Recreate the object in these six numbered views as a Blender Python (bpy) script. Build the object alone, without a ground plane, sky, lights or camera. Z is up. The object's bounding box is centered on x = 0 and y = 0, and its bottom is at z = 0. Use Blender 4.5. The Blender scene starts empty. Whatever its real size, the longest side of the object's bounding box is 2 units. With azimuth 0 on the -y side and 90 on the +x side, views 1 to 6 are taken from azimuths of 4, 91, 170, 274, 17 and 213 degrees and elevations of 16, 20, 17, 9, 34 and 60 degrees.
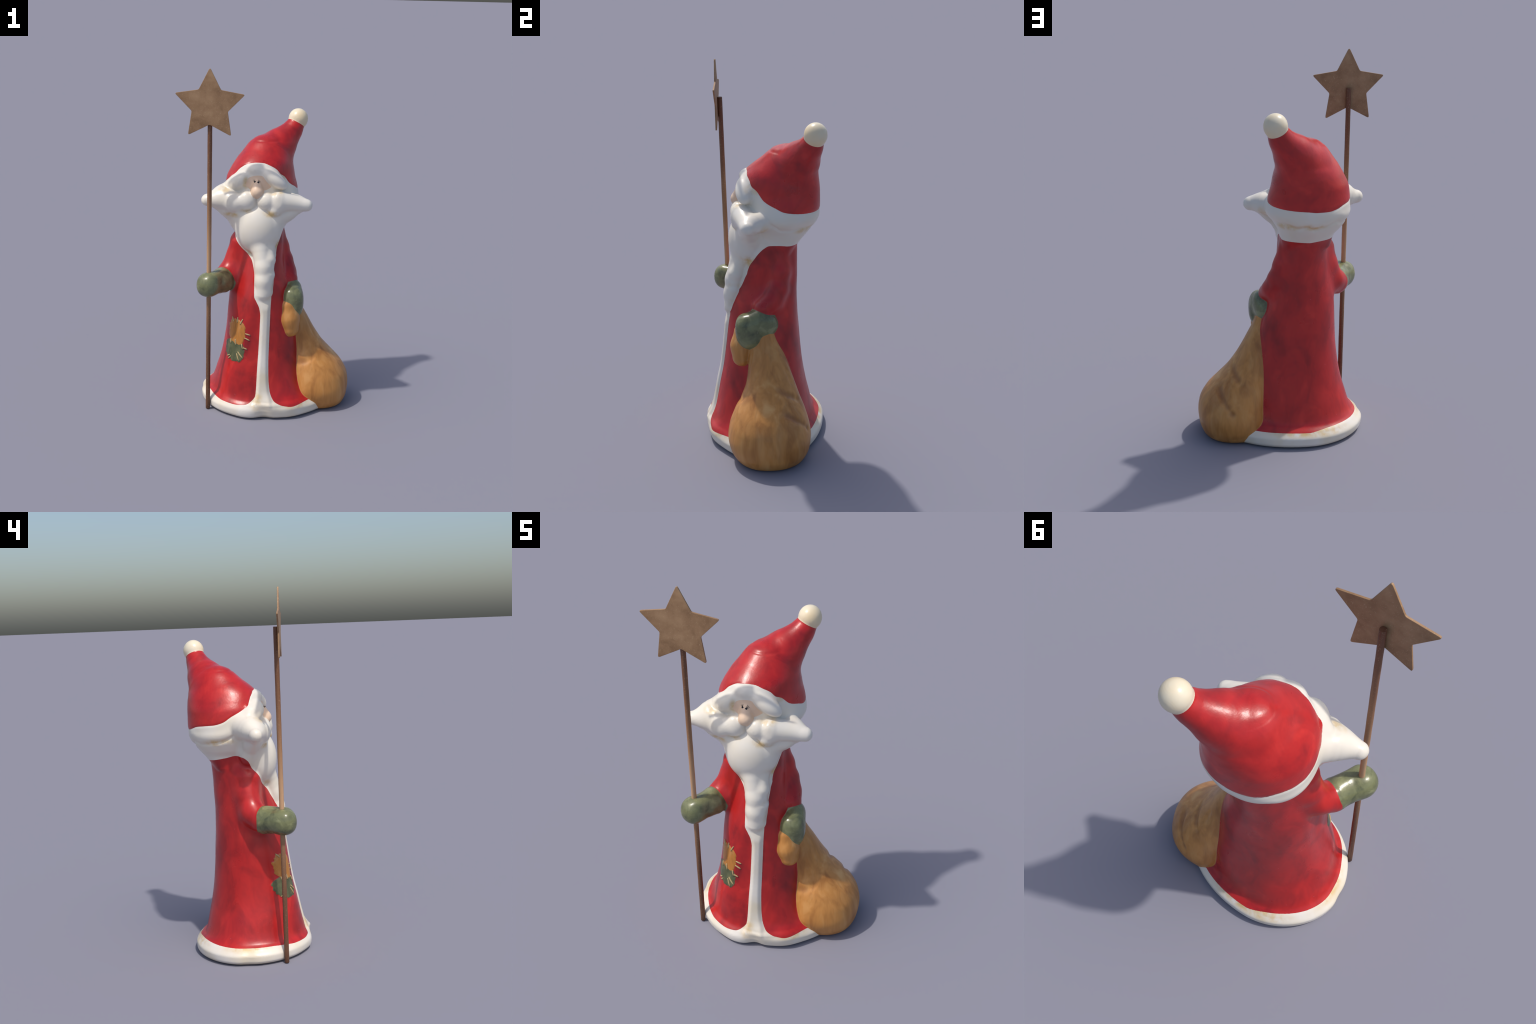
# Painted ceramic Father Christmas figurine with a wooden star staff and a sack.
# The body is described by smooth blended solids (profiles, spines, ellipsoids),
# skinned once, and then divided by region into named parts.
import numpy as np

# ------------------------------------------------------------------ helpers
def hermite(x, xs, ys):
    """smooth (Catmull-Rom, clamped) curve through control points"""
    xs = np.asarray(xs, float); ys = np.asarray(ys, float)
    d = np.diff(ys) / np.diff(xs)
    m = np.empty_like(ys); m[0] = d[0]; m[-1] = d[-1]
    m[1:-1] = np.where(d[:-1] * d[1:] > 0, 2 * d[:-1] * d[1:] / (d[:-1] + d[1:] + 1e-12), 0)
    x = np.clip(x, xs[0], xs[-1])
    i = np.clip(np.searchsorted(xs, x) - 1, 0, len(xs) - 2)
    h = xs[i + 1] - xs[i]; t = (x - xs[i]) / h
    return ((1 + 2 * t) * (1 - t) ** 2 * ys[i] + t * (1 - t) ** 2 * h * m[i]
            + t * t * (3 - 2 * t) * ys[i + 1] + t * t * (t - 1) * h * m[i + 1])

def smin(a, b, k):
    h = np.maximum(k - np.abs(a - b), 0) / k
    return np.minimum(a, b) - h * h * k * 0.25

def smax(a, b, k):
    return -smin(-a, -b, k)

def step(a, b, x):
    t = np.clip((x - a) / (b - a), 0, 1)
    return t * t * (3 - 2 * t)

def bump(p, c, r):
    """soft bell of radius r (scalar or per axis) around c"""
    d = (p - np.array(c)) / np.array(r)
    return np.exp(-(d * d).sum(-1) * 1.5)

FAR = 0.06
def local(lo, hi, fn, p, masked=False):
    """evaluate fn only near its bounding box; farther away the value is FAR"""
    m = np.ones(len(p), bool)
    for i in range(3):
        m &= (p[:, i] > lo[i] - FAR) & (p[:, i] < hi[i] + FAR)
    out = np.full(len(p), FAR)
    if m.any():
        out[m] = fn(p[m], m) if masked else fn(p[m])
    return out

def cone(p, a, b, ra, rb):
    a = np.array(a, float); b = np.array(b, float)
    ab = b - a
    t = np.clip((p - a) @ ab / (ab @ ab), 0, 1)
    return np.linalg.norm(p - a - t[:, None] * ab, axis=1) - (ra + (rb - ra) * t)

def chain(p, nodes, k=0.02):
    n = np.array(nodes, float)
    return local((n[:, :3] - n[:, 3:]).min(0), (n[:, :3] + n[:, 3:]).max(0), lambda q: chain_field(q, nodes, k), p)

def chain_field(p, nodes, k):
    f = None
    for a, b in zip(nodes[:-1], nodes[1:]):
        g = cone(p, a[:3], b[:3], a[3], b[3])
        f = g if f is None else smin(f, g, k)
    return f

def ell(p, c, r, tilt=0.0):
    """ellipsoid, tilted in the x-z plane by `tilt` degrees"""
    R = max(r) if tilt else np.array(r)
    return local(np.array(c) - R, np.array(c) + R, lambda q: ell_field(q, c, r, tilt), p)

def ell_field(p, c, r, tilt):
    d = p - np.array(c)
    if tilt:
        a = np.radians(tilt); ca, sa = np.cos(a), np.sin(a)
        d = np.stack([ca * d[:, 0] + sa * d[:, 2], d[:, 1], -sa * d[:, 0] + ca * d[:, 2]], 1)
    r = np.array(r)
    k0 = np.linalg.norm(d / r, axis=1)
    k1 = np.linalg.norm(d / (r * r), axis=1) + 1e-9
    return k0 * (k0 - 1) / k1

def block(p, c, r, n=2.7, turn_x=0.0, turn_z=0.0):
    """rounded block (super-ellipsoid), turned about x and then z (degrees)"""
    R = max(r) * 1.3
    def field(q):
        d = q - np.array(c)
        a = np.radians(turn_z); d = np.stack([np.cos(a) * d[:, 0] + np.sin(a) * d[:, 1], -np.sin(a) * d[:, 0] + np.cos(a) * d[:, 1], d[:, 2]], 1)
        a = np.radians(turn_x); d = np.stack([d[:, 0], np.cos(a) * d[:, 1] + np.sin(a) * d[:, 2], -np.sin(a) * d[:, 1] + np.cos(a) * d[:, 2]], 1)
        u = np.abs(d / np.array(r))
        k0 = (u ** n).sum(1) ** (1 / n) + 1e-9
        g = np.linalg.norm(u ** (n - 1) / np.array(r), axis=1) * k0 ** (1 - n) + 1e-9
        return (k0 - 1) / g
    return local(np.array(c) - R, np.array(c) + R, field, p)

def sliced(p, T, cx, cy, n=2.0):
    """solid given by stacked oval slices: rows of z, left, right, front, back"""
    t = np.array(T, float)
    return local((t[:, 1].min(), t[:, 3].min(), t[0, 0]), (t[:, 2].max(), t[:, 4].max(), t[-1, 0]),
                 lambda q, m: sliced_field(q, T, cx[m] if np.ndim(cx) else cx, cy, n[m] if np.ndim(n) else n), p, True)

def sliced_field(p, T, cx, cy, n):
    T = np.array(T, float); z = p[:, 2]; zs = T[:, 0]
    xl, xr, yf, yb = (hermite(z, zs, T[:, i]) for i in (1, 2, 3, 4))
    dx = p[:, 0] - cx; dy = p[:, 1] - cy
    ax = np.where(dx < 0, cx - xl, xr - cx); ay = np.where(dy < 0, cy - yf, yb - cy)
    ax = np.maximum(ax, 1e-3); ay = np.maximum(ay, 1e-3)
    n = np.asarray(n)
    q = (np.abs(dx / ax) ** n + np.abs(dy / ay) ** n) ** (1 / n) + 1e-9
    rho = np.sqrt(dx * dx + dy * dy)
    R = rho / q
    w = np.where(rho > 1e-6, R, np.minimum(ax, ay))
    e = 0.004
    s = ((hermite(z + e, zs, T[:, 2] - T[:, 1]) - hermite(z - e, zs, T[:, 2] - T[:, 1])) / (4 * e)) ** 2 * 0.5 \
        + ((hermite(z + e, zs, T[:, 4] - T[:, 3]) - hermite(z - e, zs, T[:, 4] - T[:, 3])) / (4 * e)) ** 2 * 0.5
    f = (q - 1) * w / np.sqrt(1 + np.minimum(s, 6.0))
    top, bot = z - zs[-1], zs[0] - z
    return smax(f, np.maximum(top, bot), 0.02)

def lerp_line(x, pts):
    a = np.array(pts, float)
    return hermite(x, a[:, 0], a[:, 1])

# ------------------------------------------------------------------ colour borders on the body
def head_angle(p):          # 0 at the face, +-180 at the back of the head
    return np.degrees(np.arctan2(p[:, 0] + 0.055, -(p[:, 1] - 0.10)))

def coat_angle(p):
    return np.degrees(np.arctan2(p[:, 0] + 0.05, -(p[:, 1] - 0.0)))

HAT_EDGE = [(-180, 1.263), (-163, 1.263), (-147, 1.272), (-134, 1.284), (-119, 1.29), (-102, 1.295), (-89, 1.307), (-75, 1.338), (-60, 1.365),
            (-47, 1.395), (-36, 1.436), (-20, 1.465), (-5, 1.471), (8, 1.468), (24, 1.449), (33, 1.432), (41, 1.405), (51, 1.388),
            (66, 1.342), (85, 1.312), (97, 1.293), (112, 1.284), (128, 1.278), (154, 1.271), (168, 1.268), (180, 1.263)]
HAIR_FOLD = [(-180, 1.168), (-159, 1.185), (-144, 1.203), (-128, 1.19), (-109, 1.196), (-94, 1.203), (-78, 1.223), (-68, 1.253), (-50, 1.29),
             (50, 1.28), (72, 1.242), (82, 1.217), (93, 1.19), (106, 1.188), (122, 1.196), (137, 1.192), (154, 1.173), (168, 1.182), (180, 1.168)]
COLLAR = [(-180, 1.082), (-165, 1.09), (-145, 1.096), (-128, 1.106), (-107, 1.118), (-90, 1.112), (-81, 1.094), (-72, 1.05), (-58, 1.012), (-44, .968),
          (-36, .955), (-20, .936), (0, .93), (30, .925), (49, .936), (60, .981), (72, 1.015), (83, 1.048), (97, 1.08), (109, 1.094), (124, 1.095), (138, 1.09), (152, 1.088), (180, 1.082)]
HEM = [(-180, .080), (-160, .090), (-142, .092), (-122, .091), (-100, .09), (-65, .09), (-50, .086), (-36, .08), (-21, .079), (-9, .085), (0, .09),
       (24, .095), (30, .085), (38, .076), (47, .08), (60, .085), (90, .09), (134, .080), (160, .081), (180, .080)]
# white front: beard, then the fur edging of the coat
FRONT_L = [(0.0, -.06), (.06, -.06), (.1, -.05), (.137, -.036), (.177, -.033), (.276, -.031), (.4, -.027), (.53, -.024), (.6, -.023), (.644, -.03), (.679, -.046),
           (.712, -.062), (.77, -.064), (.83, -.066), (.885, -.077), (.936, -.097), (.975, -.134), (1.025, -.172), (1.06, -.19), (1.12, -.21)]
FRONT_R = [(0.0, .07), (.06, .07), (.114, .062), (.163, .046), (.23, .037), (.36, .032), (.62, .034), (.70, .036),
           (.80, .040), (.876, .046), (.95, .052), (1.0, .066), (1.05, .085), (1.12, .14)]

def g_hat(p):
    return lerp_line(head_angle(p), HAT_EDGE) - p[:, 2]
def g_collar(p):
    return lerp_line(coat_angle(p), COLLAR) - p[:, 2]
def g_hem(p):
    return p[:, 2] - lerp_line(coat_angle(p), HEM)
def g_front(p):
    z = p[:, 2]
    g = np.maximum(lerp_line(z, FRONT_L) - p[:, 0], p[:, 0] - lerp_line(z, FRONT_R))
    return np.maximum(g, p[:, 1] - lerp_line(z, [(.85, .0), (.95, -.085), (1.1, -.1)]))

# sewn-on patches of the robe
def ellipse_field(x, z, cx, cz, rx, rz, power=2.0):
    q = (np.abs((x - cx) / rx) ** power + np.abs((z - cz) / rz) ** power) ** (1 / power)
    return (q - 1) * min(rx, rz)

PATCH = dict(orange=(-.157, .495, .05, .074), green=(-.166, .385, .058, .064))
def f_orange(p):
    cx, cz, rx, rz = PATCH['orange']
    return np.maximum(ellipse_field(p[:, 0], p[:, 2], cx, cz, rx, rz, 2.4) + .0025 * np.sin(p[:, 2] * 130 + 60 * p[:, 0]) + .002 * np.sin(p[:, 0] * 310 + p[:, 2] * 190), p[:, 1])
def f_green(p):
    cx, cz, rx, rz = PATCH['green']
    return np.maximum(ellipse_field(p[:, 0], p[:, 2], cx, cz, rx, rz, 2.4) + .0025 * np.sin(p[:, 0] * 150) + .002 * np.sin(p[:, 0] * 290 - p[:, 2] * 230), p[:, 1])

# ------------------------------------------------------------------ solids
COAT = [(-0.03, -.340, .35, -.290, .275), (0.0, -.362, .39, -.313, .30), (.025, -.386, .405, -.333, .316),
        (.05, -.388, .405, -.336, .317), (.08, -.363, .375, -.325, .294), (.105, -.332, .34, -.305, .264),
        (.13, -.317, .31, -.297, .254), (.2, -.294, .262, -.282, .24), (.3, -.264, .236, -.262, .22),
        (.4, -.245, .217, -.24, .205), (.5, -.233, .199, -.225, .196), (.6, -.227, .181, -.212, .19),
        (.7, -.221, .150, -.196, .184), (.8, -.211, .118, -.166, .182), (.9, -.196, .092, -.132, .186),
        (1.0, -.185, .087, -.098, .188), (1.08, -.175, .084, -.072, .19), (1.13, -.165, .08, -.055, .17)]
HEAD = [(1.03, -.16, .07, -.06, .16), (1.07, -.172, .082, -.08, .188), (1.11, -.182, .09, -.10, .221),
        (1.15, -.216, .108, -.105, .256), (1.20, -.249, .142, -.11, .291), (1.25, -.263, .165, -.112, .309),
        (1.30, -.265, .155, -.113, .312), (1.36, -.258, .138, -.11, .312), (1.41, -.236, .129, -.10, .309),
        (1.45, -.213, .118, -.085, .300), (1.48, -.194, .105, -.055, .28), (1.51, -.168, .085, -.017, .262),
        (1.54, -.134, .06, .026, .24), (1.57, -.090, .02, .078, .20)]
SACK = [(-.03, .14, .43, -.11, .155), (0, .13, .475, -.145, .20), (.03, .13, .492, -.172, .222), (.06, .125, .502, -.186, .233),
        (.12, .12, .508, -.197, .24), (.18, .12, .501, -.188, .232), (.25, .11, .465, -.160, .212),
        (.31, .1, .41, -.126, .187), (.375, .1, .348, -.098, .163), (.45, .1, .295, -.084, .136),
        (.53, .1, .25, -.078, .106), (.6, .1, .212, -.07, .075), (.68, .1, .185, -.06, .045)]

FOLDS = [  # creases in the sack: points along the crease, depth, width
    ([(.20, -.15, .295), (.25, -.14, .306), (.285, -.122, .322)], .008, .018),
    ([(.335, .075, .40), (.328, .11, .37), (.30, .165, .325)], .010, .016),
    ([(.405, .12, .285), (.388, .165, .24), (.345, .21, .175)], .010, .017),
    ([(.24, .11, .46), (.26, .14, .40)], .005, .014), ([(.21, -.06, .55), (.24, -.085, .42)], .004, .010), ([(.24, -.02, .55), (.29, -.03, .44)], .004, .010)]
def creases(p):
    out = np.zeros(len(p))
    for pts, depth, width in FOLDS:
        n = [(*q, 0.) for q in pts]
        d = chain(p, n, 1e-4)
        out += np.where(d < .055, depth * np.exp(-(d / width) ** 2), 0)
    return out

def solids(p):
    S = {}
    back = step(.0, .1, p[:, 1])
    lean = (.07 * step(.8, .55, p[:, 2]) - .04 * step(.6, .8, p[:, 2])) * (1 - back) * step(.08, .28, p[:, 2]) * step(1.08, 1.0, p[:, 2]) \
        + .19 * back * step(.08, .28, p[:, 2]) * step(1.08, .95, p[:, 2])      # the robe is fuller at the front of the staff side
    q = p.copy(); q[:, 0] -= lean * (p[:, 1] - .02)
    S['coat'] = sliced(q, COAT, -.05, .02, 1.95 + .15 * step(.1, .3, p[:, 2]) - .15 * step(.65, .85, p[:, 2])) + .022 * bump(p, (.015, -.345, .0), (.045, .07, .09)) \
        - .006 * bump(p, (-.165, -.19, .43), (.085, .12, .15)) \
        - .014 * bump(p, (.17, -.27, .07), (.09, .09, .09)) - .012 * bump(p, (.16, -.23, .19), (.09, .09, .10)) - .006 * bump(p, (-.10, -.335, .03), (.08, .06, .06)) - .014 * bump(p, (.05, -.32, .10), (.075, .07, .05)) + .008 * bump(p, (-.39, .0, .03), (.06, .05, .07))
    S['arm_raised'] = chain(p, [(-.158, -.018, .99, .066), (-.184, -.018, .9, .053), (-.218, -.042, .81, .060), (-.252, -.092, .778, .068)], .04)
    S['arm_hanging'] = chain(p, [(.035, .095, 1.08, .045), (.070, .094, .94, .046), (.094, .082, .86, .049), (.112, .052, .80, .052), (.126, .010, .765, .055)], .03)
    m = smin(chain(p, [(-.26, -.112, .788, .064), (-.278, -.145, .785, .055), (-.322, -.212, .783, .060)], .02),
             chain(p, [(-.258, -.112, .767, .065), (-.278, -.145, .770, .055), (-.325, -.212, .776, .061)], .02), .03)
    m = smin(m, chain(p, [(-.26, -.135, .815, .035), (-.30, -.225, .82, .032)]), .02)
    m = smin(m, block(p, (-.325, -.214, .779), (.054, .060, .063), 2.8, turn_z=-28), .02)
    S['mitten_staff'] = m
    m = smin(block(p, (.148, -.004, .690), (.060, .086, .072), 2.3, turn_x=-37, turn_z=14), block(p, (.157, -.074, .652), (.066, .070, .098), 2.5, turn_x=6), .02)
    S['mitten_sack'] = m
    S['sack'] = sliced(p, SACK, lerp_line(p[:, 2], [(0, .30), (.2, .285), (.4, .215), (.65, .15)]), .02, 2.0 + .25 * step(.2, .08, p[:, 2])) + creases(p) - .006 * bump(p, (.31, -.11, .27), (.08, .06, .05))
    S['knob'] = chain(p, [(.132, -.105, .635, .05), (.141, -.114, .56, .056), (.152, -.118, .50, .049)], .03)
    q = p.copy(); q[:, 0] -= .12 * (p[:, 1] - .1) * step(1.18, 1.34, p[:, 2])
    S['head'] = sliced(q, HEAD, -.045, .125, 2.05)
    S['tail'] = chain(p, [(-.03, .145, 1.463, .122), (.012, .188, 1.498, .104), (.055, .222, 1.548, .075), (.112, .262, 1.612, .046), (.13, .276, 1.645, .045)], .06)
    S['tail'] = smin(S['tail'], ell(p, (-.040, .135, 1.490), (.108, .105, .107)), .03)
    S['pompom'] = ell(p, (.146, .287, 1.682), (.058, .058, .061))
    b = ell(p, (-.075, -.068, 1.433), (.050, .038, .031))
    b = smin(b, ell(p, (-.166, -.076, 1.364), (.062, .045, .039), 42), .022)
    b = smin(b, ell(p, (.028, -.073, 1.383), (.090, .050, .040), -38), .022)
    b = smin(b, chain(p, [(-.195, -.048, 1.35, .042), (-.215, -.04, 1.325, .046)]), .02)
    S['brow'] = b
    S['nose'] = smin(ell(p, (-.063, -.120, 1.312), (.036, .035, .036)), ell(p, (-.066, -.107, 1.342), (.028, .026, .036)), .02)
    m = ell(p, (-.120, -.110, 1.258), (.054, .044, .058), 8)
    m = smin(m, ell(p, (-.19, -.105, 1.240), (.056, .048, .055), -20), .028)
    m = smin(m, chain(p, [(-.225, -.078, 1.25, .066), (-.354, -.085, 1.248, .031)]), .022)
    m = smin(m, chain(p, [(-.203, .0, 1.285, .080), (-.27, -.052, 1.268, .060), (-.345, -.08, 1.25, .024)]), .03)
    r = ell(p, (-.010, -.110, 1.258), (.056, .046, .052), -10)
    r = smin(r, ell(p, (.052, -.118, 1.282), (.024, .028, .026)), .02)
    r = smin(r, ell(p, (.05, -.1, 1.235), (.05, .048, .052)), .02)
    r = smin(r, chain(p, [(.07, -.085, 1.254, .062), (.220, -.062, 1.232, .031)]), .022)
    r = smin(r, chain(p, [(.10, .025, 1.236, .058), (.16, -.035, 1.236, .047), (.21, -.06, 1.235, .026)]), .03)
    r = smin(r, ell(p, (.035, -.107, 1.205), (.040, .042, .034), -25), .014)
    S['moustache'] = smin(m, r, .006)
    w = chain(p, [(-.29, -.075, 1.222, .032), (-.235, -.06, 1.20, .046), (-.17, -.03, 1.12, .048), (-.14, -.03, 1.05, .045)], .03)
    w = smin(w, chain(p, [(.165, -.062, 1.208, .03), (.11, -.06, 1.185, .042), (.045, -.04, 1.12, .045), (.02, -.04, 1.06, .045)], .03), .03)
    w = smin(w, chain(p, [(-.165, -.08, 1.19, .052), (-.12, -.08, 1.08, .05)]), .03)
    w = smin(w, chain(p, [(.055, -.08, 1.17, .046), (.025, -.085, 1.06, .045)]), .03)
    S['whisker'] = w
    b = ell(p, (-.055, -.070, 1.09), (.132, .105, .155))
    t = chain(p, [(-.032, -.122, .97, .052), (-.014, -.146, .88, .050), (-.012, -.158, .80, .049), (-.013, -.166, .722, .044)], .02)
    t = smin(t, chain(p, [(.010, -.115, .975, .034), (.012, -.135, .92, .040), (.010, -.142, .875, .032), (.010, -.150, .835, .040), (.008, -.158, .785, .031), (.004, -.162, .735, .037)], .01), .012)
    t = smin(t, chain(p, [(-.03, -.135, .92, .036), (-.032, -.148, .86, .028), (-.032, -.155, .79, .034)], .01), .012)
    S['beard'] = smin(b, t, .03)
    return S

def body(p, S=None):
    S = S or solids(p)
    coat = S['coat']
    coat = coat - 0.010 * step(0.004, -0.020, g_front(p)) * step(.70, .63, p[:, 2]) * step(.05, .14, p[:, 2])
    coat = coat - .003 * step(.002, -.004, np.minimum(f_orange(p), f_green(p)))
    coat = smin(coat, S['arm_raised'], .05)
    coat = smin(coat, S['arm_hanging'], .03)
    sack = smin(S['sack'], S['knob'], .012)
    f = smin(coat, sack, .006)
    f = smin(f, S['mitten_staff'], .006)
    f = smin(f, S['mitten_sack'], .006)
    hat = smin(S['head'], S['tail'], .03)
    hat = smin(hat, S['pompom'], .008)
    a = head_angle(p)
    fold = lerp_line(a, HAIR_FOLD)
    side = step(55, 75, np.abs(a)) * (p[:, 2] < 1.4) * (p[:, 2] > 1.0)
    hat = hat + .006 * np.exp(-((p[:, 2] - fold) / .010) ** 2) * side - .004 * np.exp(-((p[:, 2] - fold - .035) / .025) ** 2) * side
    edge = lerp_line(a, HAT_EDGE)
    hat = hat + .0025 * np.exp(-((p[:, 2] - edge) / .005) ** 2) * (p[:, 2] < 1.52)
    head = smin(hat, S['brow'], .02)
    head = smin(head, S['whisker'], .03)
    head = smin(head, S['beard'], .02)
    head = smin(head, S['moustache'], .010)
    head = smin(head, S['nose'], .012)
    f = smin(f, head, .012)
    return smax(f, -p[:, 2], .012)

# ------------------------------------------------------------------ skin
def chunked(fn, p, n=30000):
    return np.concatenate([fn(p[i:i + n]) for i in range(0, len(p), n)]) if len(p) > n else fn(p)

def gradient(fn, p, f, e=5e-4):
    return np.stack([(chunked(fn, p + d) - f) / e for d in np.eye(3) * e], 1)

def skin(fn, lo, hi, h, sub=4):
    lo = np.array(lo, float); H = h * sub
    nc = np.ceil((np.array(hi) - lo) / H).astype(int)
    ax = [lo[i] + H * (np.arange(nc[i]) + .5) for i in range(3)]
    C = np.stack(np.meshgrid(*ax, indexing='ij'), -1).reshape(-1, 3)
    fc = chunked(fn, C).reshape(nc)
    act = np.abs(fc) < H * 1.6
    n = nc * sub + 1
    F = np.repeat(np.repeat(np.repeat(np.where(fc > 0, 1., -1.), sub, 0), sub, 1), sub, 2)
    F = np.pad(F, ((0, 1),) * 3, mode='edge').astype(np.float32)
    M = np.repeat(np.repeat(np.repeat(act, sub, 0), sub, 1), sub, 2)
    P = np.pad(M, ((0, 1),) * 3)
    for a in range(3):
        P = P | np.roll(P, 1, a)
    idx = np.argwhere(P)
    F[tuple(idx.T)] = chunked(fn, lo + h * idx)
    neg = F < 0
    c8 = sum(neg[i:n[0] - 1 + i, j:n[1] - 1 + j, k:n[2] - 1 + k].astype(np.int8) for i in (0, 1) for j in (0, 1) for k in (0, 1))
    cells = np.argwhere((c8 > 0) & (c8 < 8))
    vid = -np.ones(n - 1, int); vid[tuple(cells.T)] = np.arange(len(cells))
    acc = np.zeros((len(cells), 3)); cnt = np.zeros(len(cells))
    offs = [np.array([i, j, k]) for i in (0, 1) for j in (0, 1) for k in (0, 1)]
    for a in range(3):
        for o in offs:
            if o[a]: continue
            q = o.copy(); q[a] = 1
            fa = F[tuple((cells + o).T)]; fb = F[tuple((cells + q).T)]
            m = (fa < 0) != (fb < 0)
            t = np.where(m, fa / np.where(m, fa - fb, 1), 0)
            pt = cells + o + t[:, None] * np.eye(3)[a]
            acc[m] += pt[m]; cnt[m] += 1
    V = lo + h * acc / cnt[:, None]
    quads = []
    for a in range(3):
        b, c = (a + 1) % 3, (a + 2) % 3
        s0 = [slice(1, n[i] - 1) for i in range(3)]; s0[a] = slice(0, n[a] - 1)
        s1 = list(s0); s1[a] = slice(1, n[a])
        A = neg[tuple(s0)]; B = neg[tuple(s1)]
        e = np.argwhere(A != B)
        fl = A[tuple(e.T)]
        e = e + np.array([s.start for s in s0])
        eb, ec = np.eye(3, dtype=int)[b], np.eye(3, dtype=int)[c]
        Q = np.stack([vid[tuple((e - eb - ec).T)], vid[tuple((e - ec).T)], vid[tuple(e.T)], vid[tuple((e - eb).T)]], 1)
        Q[~fl] = Q[~fl][:, ::-1]
        quads.append(Q)
    Q = np.concatenate(quads)
    for it in range(2):
        f = chunked(fn, V); g = gradient(fn, V, f)
        d = (f / np.maximum((g * g).sum(1), .05))[:, None] * g
        l = np.linalg.norm(d, axis=1, keepdims=True)
        V = V - d * np.minimum(1, h * .7 / np.maximum(l, 1e-9))
    return V, Q
# ==== BUILD ====
import bpy, bmesh, math, random
from mathutils import Vector

# ------------------------------------------------------------------ materials
def material(name, rough=0.35, spec=0.5, coat=0.0):
    m = bpy.data.materials.new(name); m.use_nodes = True
    nt = m.node_tree; b = nt.nodes['Principled BSDF']
    b.inputs['Roughness'].default_value = rough
    b.inputs['Specular IOR Level'].default_value = spec
    b.inputs['Coat Weight'].default_value = coat
    b.inputs['Coat Roughness'].default_value = 0.25
    return m, nt, b

def coords(nt, scale=(1, 1, 1), kind='Object', rot=(0, 0, 0)):
    t = nt.nodes.new('ShaderNodeTexCoord'); mp = nt.nodes.new('ShaderNodeMapping')
    mp.inputs['Scale'].default_value = scale; mp.inputs['Rotation'].default_value = rot
    nt.links.new(t.outputs[kind], mp.inputs['Vector'])
    return mp.outputs['Vector']

def noise(nt, vec, scale, detail=4, rough=0.55, dist=0.0):
    n = nt.nodes.new('ShaderNodeTexNoise')
    n.inputs['Scale'].default_value = scale; n.inputs['Detail'].default_value = detail
    n.inputs['Roughness'].default_value = rough; n.inputs['Distortion'].default_value = dist
    nt.links.new(vec, n.inputs['Vector'])
    return n.outputs['Fac']

def ramp(nt, fac, stops):
    r = nt.nodes.new('ShaderNodeValToRGB')
    e = r.color_ramp.elements
    while len(e) > 1: e.remove(e[-1])
    for i, (pos, col) in enumerate(stops):
        x = e[0] if i == 0 else e.new(pos)
        x.position = pos
        x.color = (col, col, col, 1) if isinstance(col, float) else (*col, 1)
    nt.links.new(fac, r.inputs['Fac'])
    return r.outputs['Color']

def mix(nt, fac, a, b, mode='MIX'):
    m = nt.nodes.new('ShaderNodeMix'); m.data_type = 'RGBA'; m.blend_type = mode
    for sock, v in ((m.inputs[0], fac), (m.inputs[6], a), (m.inputs[7], b)):
        if hasattr(v, 'is_linked'): nt.links.new(v, sock)
        elif isinstance(v, (int, float)): sock.default_value = v
        else: sock.default_value = (*v, 1)
    return m.outputs[2]

def relief(nt, b, height, strength=0.2, dist=0.004):
    n = nt.nodes.new('ShaderNodeBump')
    n.inputs['Strength'].default_value = strength; n.inputs['Distance'].default_value = dist
    nt.links.new(height, n.inputs['Height']); nt.links.new(n.outputs['Normal'], b.inputs['Normal'])

def spot(nt, c, r):
    """1 inside a soft ball at c (object space), 0 outside"""
    t = nt.nodes.new('ShaderNodeTexCoord'); d = nt.nodes.new('ShaderNodeVectorMath'); d.operation = 'SUBTRACT'
    d.inputs[1].default_value = c
    s = nt.nodes.new('ShaderNodeVectorMath'); s.operation = 'DIVIDE'; s.inputs[1].default_value = r
    l = nt.nodes.new('ShaderNodeVectorMath'); l.operation = 'LENGTH'
    mr = nt.nodes.new('ShaderNodeMapRange'); mr.interpolation_type = 'SMOOTHSTEP'
    mr.inputs['From Min'].default_value = 1.0; mr.inputs['From Max'].default_value = 0.2
    nt.links.new(t.outputs['Object'], d.inputs[0]); nt.links.new(d.outputs[0], s.inputs[0])
    nt.links.new(s.outputs[0], l.inputs[0]); nt.links.new(l.outputs['Value'], mr.inputs['Value'])
    return mr.outputs['Result']

def total(nt, vals):
    out = vals[0]
    for v in vals[1:]:
        m = nt.nodes.new('ShaderNodeMath'); m.operation = 'ADD'; m.use_clamp = True
        nt.links.new(out, m.inputs[0]); nt.links.new(v, m.inputs[1]); out = m.outputs[0]
    return out

def times(nt, a, b):
    m = nt.nodes.new('ShaderNodeMath'); m.operation = 'MULTIPLY'; m.use_clamp = True
    for s, v in zip(m.inputs, (a, b)):
        if isinstance(v, float): s.default_value = v
        else: nt.links.new(v, s)
    return m.outputs[0]

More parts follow.
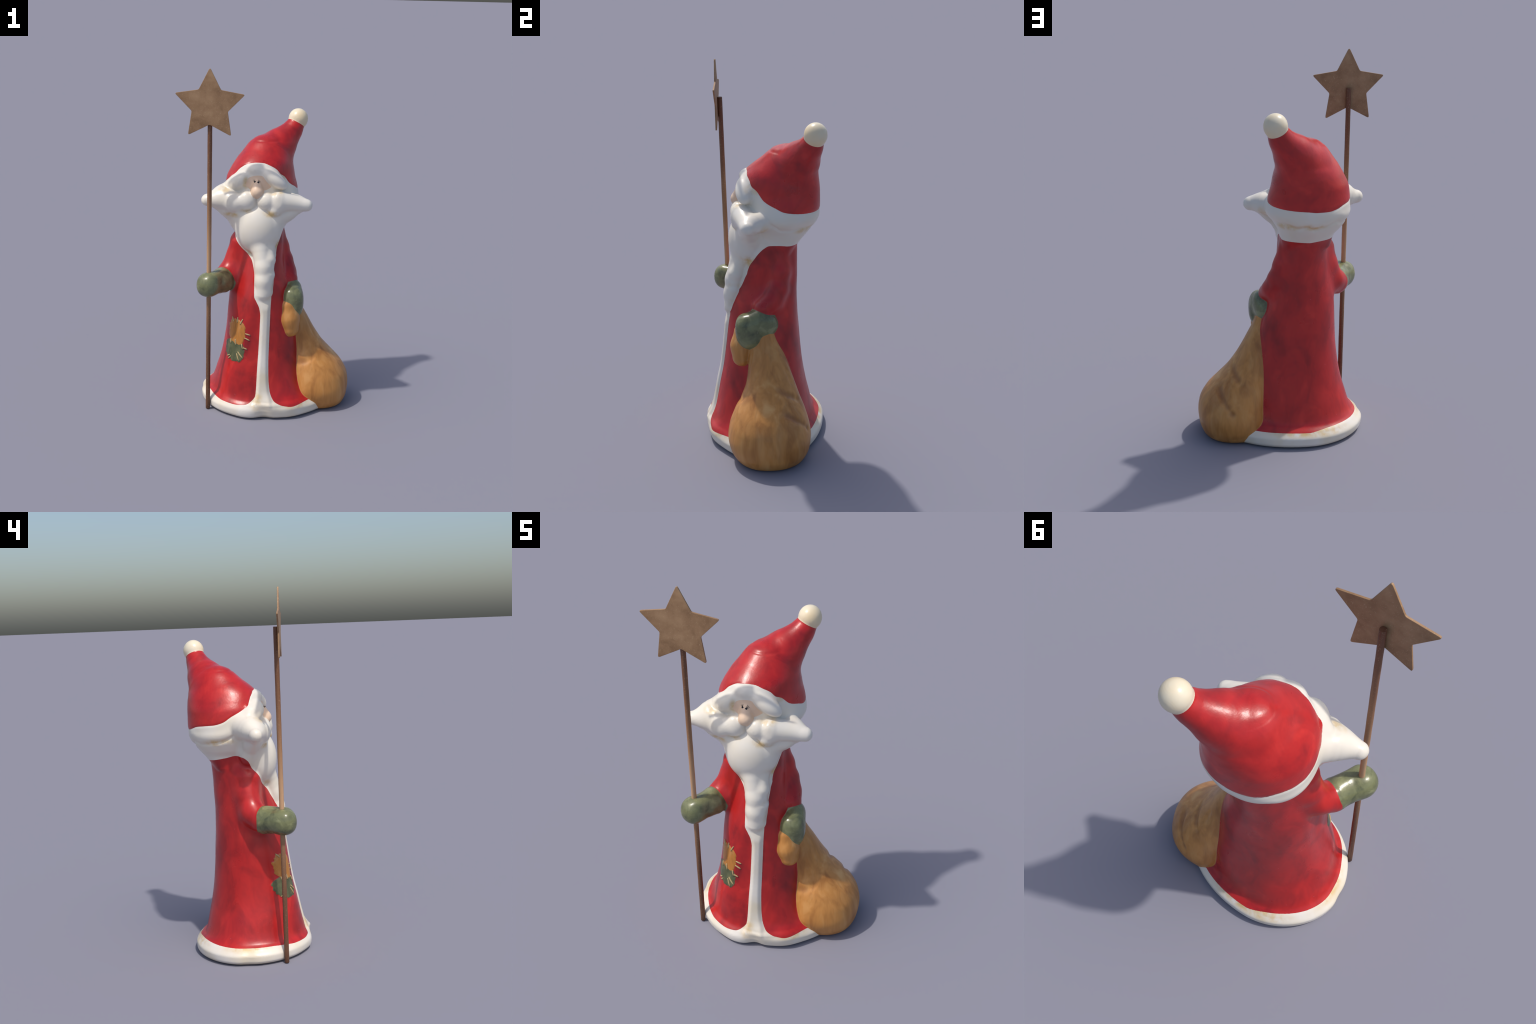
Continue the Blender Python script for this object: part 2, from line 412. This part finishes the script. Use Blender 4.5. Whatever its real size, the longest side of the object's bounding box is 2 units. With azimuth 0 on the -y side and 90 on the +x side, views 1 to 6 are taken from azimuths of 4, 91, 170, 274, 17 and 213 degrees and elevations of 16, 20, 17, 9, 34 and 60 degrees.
def brush_paint(name, dark, mid, light, wash=(3, 3, 2.0), stroke=(9, 9, 5), rough=0.32, bump=0.12, fleck=None, grain=0.35, stains=None):
    """hand-brushed glaze: broad washes, softer strokes inside them, a few flecks"""
    m, nt, b = material(name, rough, 0.5)
    big = noise(nt, coords(nt, wash), 2.2, 3, 0.5, 0.8)
    col = ramp(nt, big, [(0.33, dark), (0.50, mid), (0.60, mid), (0.72, light)])
    fine = noise(nt, coords(nt, stroke, rot=(0.2, 0.1, 0)), 1.4, 4, 0.55, 0.6)
    col = mix(nt, grain, col, ramp(nt, fine, [(0.34, dark), (0.5, mid), (0.68, light)]))
    if stains:
        s = total(nt, [spot(nt, c, (r, r, r)) for c, r in stains[0]])
        col = mix(nt, times(nt, s, 0.6), col, stains[1])
    if fleck:
        sp = noise(nt, coords(nt), 120, 2, 0.5)
        col = mix(nt, ramp(nt, sp, [(0.78, 0.0), (0.82, 1.0)]), col, fleck)
    nt.links.new(col, b.inputs['Base Color'])
    relief(nt, b, noise(nt, coords(nt), 60, 5, 0.6), bump, 0.004)
    nt.links.new(ramp(nt, noise(nt, coords(nt), 9, 3), [(0.3, rough - 0.06), (0.7, rough + 0.08)]), b.inputs['Roughness'])
    return m, nt, b, col

RED, *_ = brush_paint('red_glaze', (0.23, 0.008, 0.010), (0.46, 0.015, 0.014), (0.62, 0.028, 0.021), fleck=(0.6, 0.2, 0.3), bump=0.10)
RED_HAT, *_ = brush_paint('red_hat_glaze', (0.30, 0.010, 0.012), (0.48, 0.016, 0.015), (0.62, 0.030, 0.023), wash=(3, 3, 3), stroke=(9, 9, 9), bump=0.16)
GREEN, *_ = brush_paint('green_glaze', (0.075, 0.085, 0.045), (0.17, 0.18, 0.085), (0.28, 0.29, 0.14), wash=(6, 6, 6), stroke=(14, 14, 14), rough=0.22)
OCHRE, *_ = brush_paint('ochre_glaze', (0.35, 0.135, 0.028), (0.56, 0.245, 0.058), (0.67, 0.36, 0.125), wash=(5, 5, 1.6), stroke=(15, 15, 2.5), rough=0.36, fleck=(0.25, 0.10, 0.04), grain=0.4,
                         stains=([(c, .030) for c in ((.335, .08, .395), (.33, .10, .378), (.322, .125, .36), (.31, .148, .342), (.403, .125, .28), (.395, .15, .258), (.383, .172, .235), (.365, .192, .21), (.345, .21, .18), (.21, -.14, .30), (.24, -.14, .305))], (0.26, 0.095, 0.027)))  # sack fold lines darkened in the colour with soft brown spots
ORANGE, *_ = brush_paint('orange_patch_glaze', (0.28, 0.12, 0.03), (0.46, 0.18, 0.03), (0.52, 0.25, 0.08), wash=(12, 12, 6), stroke=(30, 30, 10))
PATCH_GREEN, *_ = brush_paint('green_patch_glaze', (0.05, 0.06, 0.028), (0.10, 0.11, 0.05), (0.17, 0.17, 0.08), wash=(12, 12, 8), stroke=(30, 30, 20))

def white_glaze(name, base, warm, stains):
    m, nt, b = material(name, 0.3, 0.5)
    col = ramp(nt, noise(nt, coords(nt), 7, 4, 0.5), [(0.35, base), (0.7, warm)])
    if stains:
        s = total(nt, [spot(nt, c, r) for c, r in stains])
        patchy = ramp(nt, noise(nt, coords(nt), 24, 4, 0.6), [(0.36, 0.0), (0.62, 1.0)])
        col = mix(nt, times(nt, times(nt, s, patchy), 0.9), col, (0.66, 0.46, 0.19))
    nt.links.new(col, b.inputs['Base Color'])
    relief(nt, b, noise(nt, coords(nt), 40, 3, 0.5), 0.08, 0.004)
    return m

STAINS = [  # ochre wash left in the hollows of the face, hair and beard
    ((.05, -.13, 1.318), (.075, .06, .03)), ((.0, -.13, 1.345), (.035, .05, .03)), ((.02, -.13, 1.19), (.075, .06, .03)), ((-.25, -.09, 1.315), (.05, .06, .025)),
    ((-.20, -.11, 1.175), (.07, .06, .025)), ((-.12, -.13, 1.205), (.05, .06, .02)), ((.10, -.03, 1.40), (.07, .07, .04)), ((.15, .0, 1.21), (.05, .06, .05)),
    ((-.13, -.11, 1.36), (.025, .05, .05)), ((.06, -.06, 1.0), (.04, .08, .06)), ((-.11, -.12, .95), (.04, .05, .03)), ((.03, -.14, .86), (.02, .06, .05)),
    ((.03, -.15, .77), (.02, .06, .04)), ((-.05, .29, 1.18), (.12, .05, .03)), ((-.24, .12, 1.2), (.06, .12, .03)), ((-.03, -.21, .68), (.05, .04, .02)), ((.08, .23, 1.18), (.1, .08, .03))]
WHITE = white_glaze('white_glaze', (0.79, 0.74, 0.65), (0.78, 0.71, 0.58), STAINS)
TRIM = white_glaze('cream_trim_glaze', (0.78, 0.73, 0.65), (0.72, 0.63, 0.47), [((-.1, .29, .08), (.35, .1, .03)), ((-.38, .0, .09), (.08, .3, .025)), ((-.03, -.3, .1), (.05, .06, .1)), ((.2, -.25, .08), (.12, .12, .03))])
POM = white_glaze('cream_pompom_glaze', (0.78, 0.71, 0.55), (0.80, 0.63, 0.38), None)

def plain(name, col, rough=0.35):
    m, nt, b = material(name, rough)
    c = ramp(nt, noise(nt, coords(nt), 30, 4), [(0.3, tuple(v * 0.92 for v in col)), (0.7, col)])
    nt.links.new(c, b.inputs['Base Color'])
    return m
FLESH = plain('skin_glaze', (0.80, 0.58, 0.41))
BLACK = plain('black_paint', (0.012, 0.012, 0.016), 0.2)
THREAD = plain('straw_thread', (0.46, 0.34, 0.16), 0.5)

def wood(name, a, b_, c, grain, band=None):
    m, nt, b = material(name, 0.55, 0.4)
    col = ramp(nt, noise(nt, coords(nt, grain), 1.0, 6, 0.65), [(0.3, a), (0.5, b_), (0.75, c)])
    if band: col = band(nt, col)
    sp = noise(nt, coords(nt), 190, 2, 0.6)
    col = mix(nt, ramp(nt, sp, [(0.62, 0.0), (0.74, 0.6)]), col, (0.50, 0.36, 0.22))
    nt.links.new(col, b.inputs['Base Color'])
    relief(nt, b, noise(nt, coords(nt, grain), 3.0, 4, 0.6), 0.25, 0.002)
    return m

def staff_tint(nt, col):
    # bare pale wood above the hand, darker stain towards both ends
    t = nt.nodes.new('ShaderNodeTexCoord'); s = nt.nodes.new('ShaderNodeSeparateXYZ')
    nt.links.new(t.outputs['Object'], s.inputs[0])
    d = nt.nodes.new('ShaderNodeMath'); d.operation = 'DIVIDE'; d.inputs[1].default_value = 2.0
    nt.links.new(s.outputs['Z'], d.inputs[0])
    tint = ramp(nt, d.outputs[0], [(0.0, (0.11, 0.045, 0.022)), (0.18, (0.14, 0.060, 0.030)), (0.33, (0.28, 0.15, 0.075)), (0.41, (0.64, 0.39, 0.215)),
                                   (0.48, (0.60, 0.36, 0.195)), (0.58, (0.38, 0.205, 0.10)), (0.72, (0.19, 0.085, 0.04)), (0.9, (0.11, 0.04, 0.02))])
    return mix(nt, 0.75, col, tint)
STAFF = wood('staff_wood', (0.14, 0.06, 0.03), (0.22, 0.10, 0.05), (0.32, 0.18, 0.09), (60, 60, 6), staff_tint)
STAR = wood('star_wood', (0.19, 0.10, 0.045), (0.32, 0.185, 0.092), (0.45, 0.28, 0.15), (7, 7, 7))

# ------------------------------------------------------------------ dividing the skin into parts
def split(V, T, L, g):
    """cut triangles along g = 0 so that borders are smooth curves"""
    g = g.copy(); g[np.abs(g) < 2.5e-4] = 2.5e-4
    neg = g < 0
    k = neg[T].sum(1)
    cut = np.where((k == 1) | (k == 2))[0]
    if len(cut) == 0: return V, T, L, g
    t = T[cut]; odd = neg[t].sum(1) == 1
    lone = np.where(odd[:, None], neg[t], ~neg[t]).argmax(1)
    r = np.arange(len(t))
    a, b, c = t[r, lone], t[r, (lone + 1) % 3], t[r, (lone + 2) % 3]
    e = np.concatenate([np.stack([a, b], 1), np.stack([a, c], 1)]); e.sort(1)
    u, inv = np.unique(e, axis=0, return_inverse=True); inv = inv.reshape(-1)
    w = g[u[:, 0]] / (g[u[:, 0]] - g[u[:, 1]])
    N = V[u[:, 0]] * (1 - w[:, None]) + V[u[:, 1]] * w[:, None]
    base = len(V)
    ab, ac = base + inv[:len(t)], base + inv[len(t):]
    new = np.concatenate([np.stack([a, ab, ac], 1), np.stack([ab, b, c], 1), np.stack([ab, c, ac], 1)])
    keep = np.ones(len(T), bool); keep[cut] = False
    return (np.concatenate([V, N]), np.concatenate([T[keep], new]), np.concatenate([L[keep], np.tile(L[cut], 3)]),
            np.concatenate([g, np.zeros(len(N))]))

# ------------------------------------------------------------------ build
V, Q = skin(body, (-.44, -.37, -.03), (.55, .38, 1.80), .005)
T = np.concatenate([Q[:, [0, 1, 2]], Q[:, [0, 2, 3]]])
L = np.zeros(len(T), int)
NAMES = ['coat']

def f_white(p):
    return np.maximum(smin(g_front(p), g_collar(p), .03), .675 - p[:, 2])
def f_trim(p):
    return np.where(p[:, 2] < .72, smin(g_hem(p), np.maximum(g_front(p), p[:, 1]), .05), 1.)
def coat_union(p, S):
    return np.minimum(np.minimum(S['coat'], S['arm_raised']), S['arm_hanging'])
def head_union(S):
    return np.minimum(np.minimum(S['head'], S['beard']), S['whisker'])
def f_face(p, S):
    e = ellipse_field(p[:, 0], p[:, 2], -.055, 1.36, .080, .044)
    return np.maximum(smax(e, S['head'] - np.minimum(S['brow'], S['moustache']) - .003, .01), p[:, 1] + .05)
RULES = [  # name, field, labels it may take over
    ('fur_trim', lambda p, S: f_trim(p), ['coat']),
    ('sleeve', lambda p, S: np.where(p[:, 0] < -.05, S['arm_raised'] - S['coat'], 1.), ['coat']),
    ('sleeve.001', lambda p, S: np.where(p[:, 0] > -.05, S['arm_hanging'] - S['coat'], 1.), ['coat']),
    ('green_patch', lambda p, S: f_green(p), ['coat']),
    ('orange_patch', lambda p, S: f_orange(p), ['coat', 'green_patch']),
    ('hair', lambda p, S: np.minimum(f_white(p), np.where((p[:, 2] > .68) & (p[:, 2] < .93) & (p[:, 0] > -.05), S['beard'] - coat_union(p, S), 1.)), ['coat', 'sleeve', 'sleeve.001']),
    ('sack', lambda p, S: np.where(p[:, 2] < .72, S['sack'] - coat_union(p, S), 1.), ['coat', 'sleeve.001', 'fur_trim']),
    ('sack_neck', lambda p, S: S['knob'] - np.minimum(coat_union(p, S), S['sack']), ['coat', 'sleeve.001', 'sack']),
    ('mitten', lambda p, S: np.where(p[:, 0] < -.05, S['mitten_staff'] - coat_union(p, S), 1.), ['coat', 'sleeve']),
    ('mitten.001', lambda p, S: np.where(p[:, 0] > -.05, S['mitten_sack'] - np.minimum(np.minimum(coat_union(p, S), S['sack']), S['knob']), 1.), ['coat', 'sleeve.001', 'sack', 'sack_neck']),
    ('beard', lambda p, S: np.where(p[:, 2] < .95, -1., np.where(p[:, 2] < 1.3, S['beard'] - np.minimum(np.minimum(S['head'], S['whisker']), S['moustache']), 1.)), ['hair']),
    ('moustache', lambda p, S: S['moustache'] - np.minimum(head_union(S), S['brow']), ['hair', 'beard']),
    ('brow', lambda p, S: S['brow'] - np.minimum(head_union(S), S['moustache']), ['hair', 'moustache', 'beard']),
    ('face', f_face, ['hair', 'brow', 'moustache', 'beard']),
    ('nose', lambda p, S: S['nose'] - np.minimum(np.minimum(S['head'], S['moustache']), S['brow']), ['hair', 'brow', 'moustache', 'beard', 'face']),
    ('hat', lambda p, S: np.where(p[:, 2] > 1.15, g_hat(p), 1.), ['hair', 'brow', 'face']),
    ('pompom', lambda p, S: S['pompom'] - np.minimum(S['tail'], S['head']), ['hat']),
]
MATERIAL = {'coat': RED, 'sleeve': RED, 'hat': RED_HAT, 'fur_trim': TRIM, 'green_patch': PATCH_GREEN, 'orange_patch': ORANGE, 'hair': WHITE,
            'sack': OCHRE, 'sack_neck': OCHRE, 'mitten': GREEN, 'beard': WHITE, 'moustache': WHITE, 'brow': WHITE, 'face': FLESH, 'nose': FLESH, 'pompom': POM}
def near_solids(p):
    parts = [solids(p[i:i + 200000]) for i in range(0, len(p), 200000)]
    return {k: np.concatenate([np.where(q[k] > .03, 1., q[k]) for q in parts]) for k in parts[0]}
S_ALL = near_solids(V)
for name, field, takes in RULES:
    done = len(S_ALL['coat'])
    if len(V) > done:
        more = near_solids(V[done:])
        S_ALL = {k: np.concatenate([v, more[k]]) for k, v in S_ALL.items()}
    g = field(V, S_ALL)
    V, T, L, g = split(V, T, L, g)
    NAMES.append(name)
    inside = g[T].sum(1) < 0
    ok = np.isin(L, [NAMES.index(n) for n in takes])
    L[inside & ok] = len(NAMES) - 1

N = np.zeros_like(V)
fn = np.cross(V[T[:, 1]] - V[T[:, 0]], V[T[:, 2]] - V[T[:, 0]])
for i in range(3): np.add.at(N, T[:, i], fn)
N /= np.maximum(np.linalg.norm(N, axis=1, keepdims=True), 1e-12)

root = bpy.data.objects.new('santa_figurine', None)
bpy.context.scene.collection.objects.link(root)
root['label'] = 'painted ceramic Santa figurine with sack and star staff'
root['category'] = 'Christmas figurine'

def add(name, me, mat, parent=root):
    o = bpy.data.objects.new(name, me); bpy.context.scene.collection.objects.link(o)
    o.parent = parent
    if mat: me.materials.append(mat)
    return o

objs = {}
for i, name in enumerate(NAMES):
    t = T[L == i]
    if len(t) == 0: print('EMPTY REGION', name); continue
    used, inv = np.unique(t, return_inverse=True)
    t = inv.reshape(-1, 3)
    me = bpy.data.meshes.new(name)
    me.from_pydata(V[used].tolist(), [], t.tolist())
    me.polygons.foreach_set('use_smooth', np.ones(len(me.polygons), bool))
    me.update()
    me.normals_split_custom_set_from_vertices(N[used].tolist())
    objs[name] = add(name, me, MATERIAL[name.split('.')[0]])
for child, parent in (('sack_neck', 'sack'), ('nose', 'face'), ('pompom', 'hat')):
    objs[child].parent = objs[parent]

# ------------------------------------------------------------------ small pieces on the surface
def front_y(x, z, y0=-.30):
    """first point of the body met when coming from the front at (x, z)"""
    y = y0
    for _ in range(200):
        f = body(np.array([[x, y, z]]))[0]
        if f < 2e-4: break
        y += max(f * .5, 2e-4)
    return y

def tube(points, radii, segs=8):
    """closed tube along points with rounded ends"""
    P = [np.array(q, float) for q in points]; verts, faces = [], []
    rows = []
    for i, c in enumerate(P):
        d = P[min(i + 1, len(P) - 1)] - P[max(i - 1, 0)]; d /= np.linalg.norm(d)
        s = np.cross(d, [0, 1, 0.01]); s /= np.linalg.norm(s); u = np.cross(d, s)
        rows.append([(c + radii[i] * (math.cos(a) * s + math.sin(a) * u)) for a in np.linspace(0, 2 * math.pi, segs, endpoint=False)])
    for r in rows: verts += [tuple(v) for v in r]
    for i in range(len(P) - 1):
        for j in range(segs):
            k = (j + 1) % segs
            faces.append((i * segs + j, i * segs + k, (i + 1) * segs + k, (i + 1) * segs + j))
    faces += [tuple(range(segs))[::-1], tuple(range((len(P) - 1) * segs, len(P) * segs))]
    return verts, faces

def tube_object(name, pts, radii, mat, parent=root):
    v, f = tube(pts, radii)
    me = bpy.data.meshes.new(name); me.from_pydata(v, [], f); me.update()
    me.polygons.foreach_set('use_smooth', np.ones(len(me.polygons), bool))
    bm = bmesh.new(); bm.from_mesh(me); bmesh.ops.recalc_face_normals(bm, faces=bm.faces); bm.to_mesh(me); bm.free()
    return add(name, me, mat, parent)

STITCHES = [((-.154, .580), (-.158, .548)), ((-.124, .575), (-.140, .543)), ((-.108, .493), (-.077, .486)), ((-.111, .468), (-.080, .455)),
            ((-.166, .452), (-.162, .418)), ((-.194, .445), (-.193, .418)), ((-.197, .351), (-.214, .336)), ((-.190, .346), (-.207, .322)),
            ((-.149, .382), (-.116, .347)), ((-.156, .371), (-.140, .330)), ((-.178, .548), (-.188, .572)),
            ((-.128, .432), (-.120, .402)), ((-.118, .41), (-.094, .402))]
for (x0, z0), (x1, z1) in STITCHES:
    pts, rad = [], []
    for t in np.linspace(0, 1, 6):
        x, z = x0 + (x1 - x0) * t, z0 + (z1 - z0) * t
        pts.append((x, front_y(x, z) - .0012, z)); rad.append(.0042 * (0.35 + 0.65 * math.sin(math.pi * (.12 + .76 * t))))
    tube_object('stitch', pts, rad, THREAD)

for ex, ez, lashes in ((-.077, 1.370, ((-.009, .004), (-.006, .008), (-.001, .009))), (-.0585, 1.368, ((.002, .010), (.007, .007), (.010, .002)))):
    y = front_y(ex, ez)
    me = bpy.data.meshes.new('eye'); bm = bmesh.new()
    bmesh.ops.create_uvsphere(bm, u_segments=20, v_segments=12, radius=.0056)
    bmesh.ops.scale(bm, verts=bm.verts, vec=(1, .45, 1.1)); bmesh.ops.translate(bm, verts=bm.verts, vec=(ex, y, ez))
    bm.to_mesh(me); bm.free(); me.polygons.foreach_set('use_smooth', np.ones(len(me.polygons), bool))
    eye = add('eye', me, BLACK, objs['face'])
    for dx, dz in lashes:
        a, b = (ex + dx * .4, ez + dz * .4), (ex + dx * 1.35, ez + dz * 1.35)
        tube_object('eyelash', [(q[0], front_y(*q) - .0003, q[1]) for q in (a, ((a[0] + b[0]) / 2, (a[1] + b[1]) / 2), b)], (.0012, .001, .0006), BLACK, objs['face'])

# ------------------------------------------------------------------ staff and star
PX, PY = -.3245, -.206
me = bpy.data.meshes.new('staff'); bm = bmesh.new()
prof = [(0.0, 0.0), (.0105, 0.0), (.0130, .003)] + [(.0130 + .0003 * math.sin(i * 2.1), z) for i, z in enumerate(np.linspace(.05, 1.75, 35))] + [(.0130, 1.799), (.0122, 1.8012), (0, 1.8012)]
vs = [bm.verts.new((PX + r, PY, z)) for r, z in prof]
es = [bm.edges.new((a, b)) for a, b in zip(vs[:-1], vs[1:])]
bmesh.ops.spin(bm, geom=vs + es, cent=(PX, PY, 0), axis=(0, 0, 1), angle=2 * math.pi, steps=28, use_merge=True)
bmesh.ops.remove_doubles(bm, verts=bm.verts, dist=1e-5); bmesh.ops.recalc_face_normals(bm, faces=bm.faces)
bm.to_mesh(me); bm.free()
staff = add('staff', me, STAFF)
for p in me.polygons: p.use_smooth = abs(p.normal.z) < .7

def star_outline(cx, cz, R, r, fillet, steps=5):
    rnd = random.Random(4)
    raw = [(cx + (R if i % 2 == 0 else r) * math.sin(i * math.pi / 5), cz + (R if i % 2 == 0 else r) * math.cos(i * math.pi / 5)) for i in range(10)]
    out = []
    for i, c in enumerate(raw):
        a, b = Vector(raw[i - 1]), Vector(raw[(i + 1) % 10]); c = Vector(c)
        d = fillet if i % 2 == 0 else fillet * .5
        p, q = c + (a - c).normalized() * d, c + (b - c).normalized() * d
        for t in np.linspace(0, 1, steps):
            out.append(p * (1 - t) ** 2 + c * 2 * t * (1 - t) + q * t * t)
    return out
me = bpy.data.meshes.new('star'); bm = bmesh.new()
Y0, Y1 = -.2275, -.2190
pts = star_outline(-.3245, 1.804, .203, .104, .014)
f = bm.faces.new([bm.verts.new((x, Y0, zz)) for x, zz in pts])
ex = bmesh.ops.extrude_face_region(bm, geom=[f])
bmesh.ops.translate(bm, verts=[g for g in ex['geom'] if isinstance(g, bmesh.types.BMVert)], vec=(0, Y1 - Y0, 0))
bmesh.ops.recalc_face_normals(bm, faces=bm.faces)
bm.edges.ensure_lookup_table()
rim = [e for e in bm.edges if len(e.link_faces) == 2 and any(len(q.verts) > 8 for q in e.link_faces)]
bmesh.ops.bevel(bm, geom=rim, offset=.0014, segments=2, affect='EDGES', profile=.5)
bm.to_mesh(me); bm.free()
add('star', me, STAR, staff)
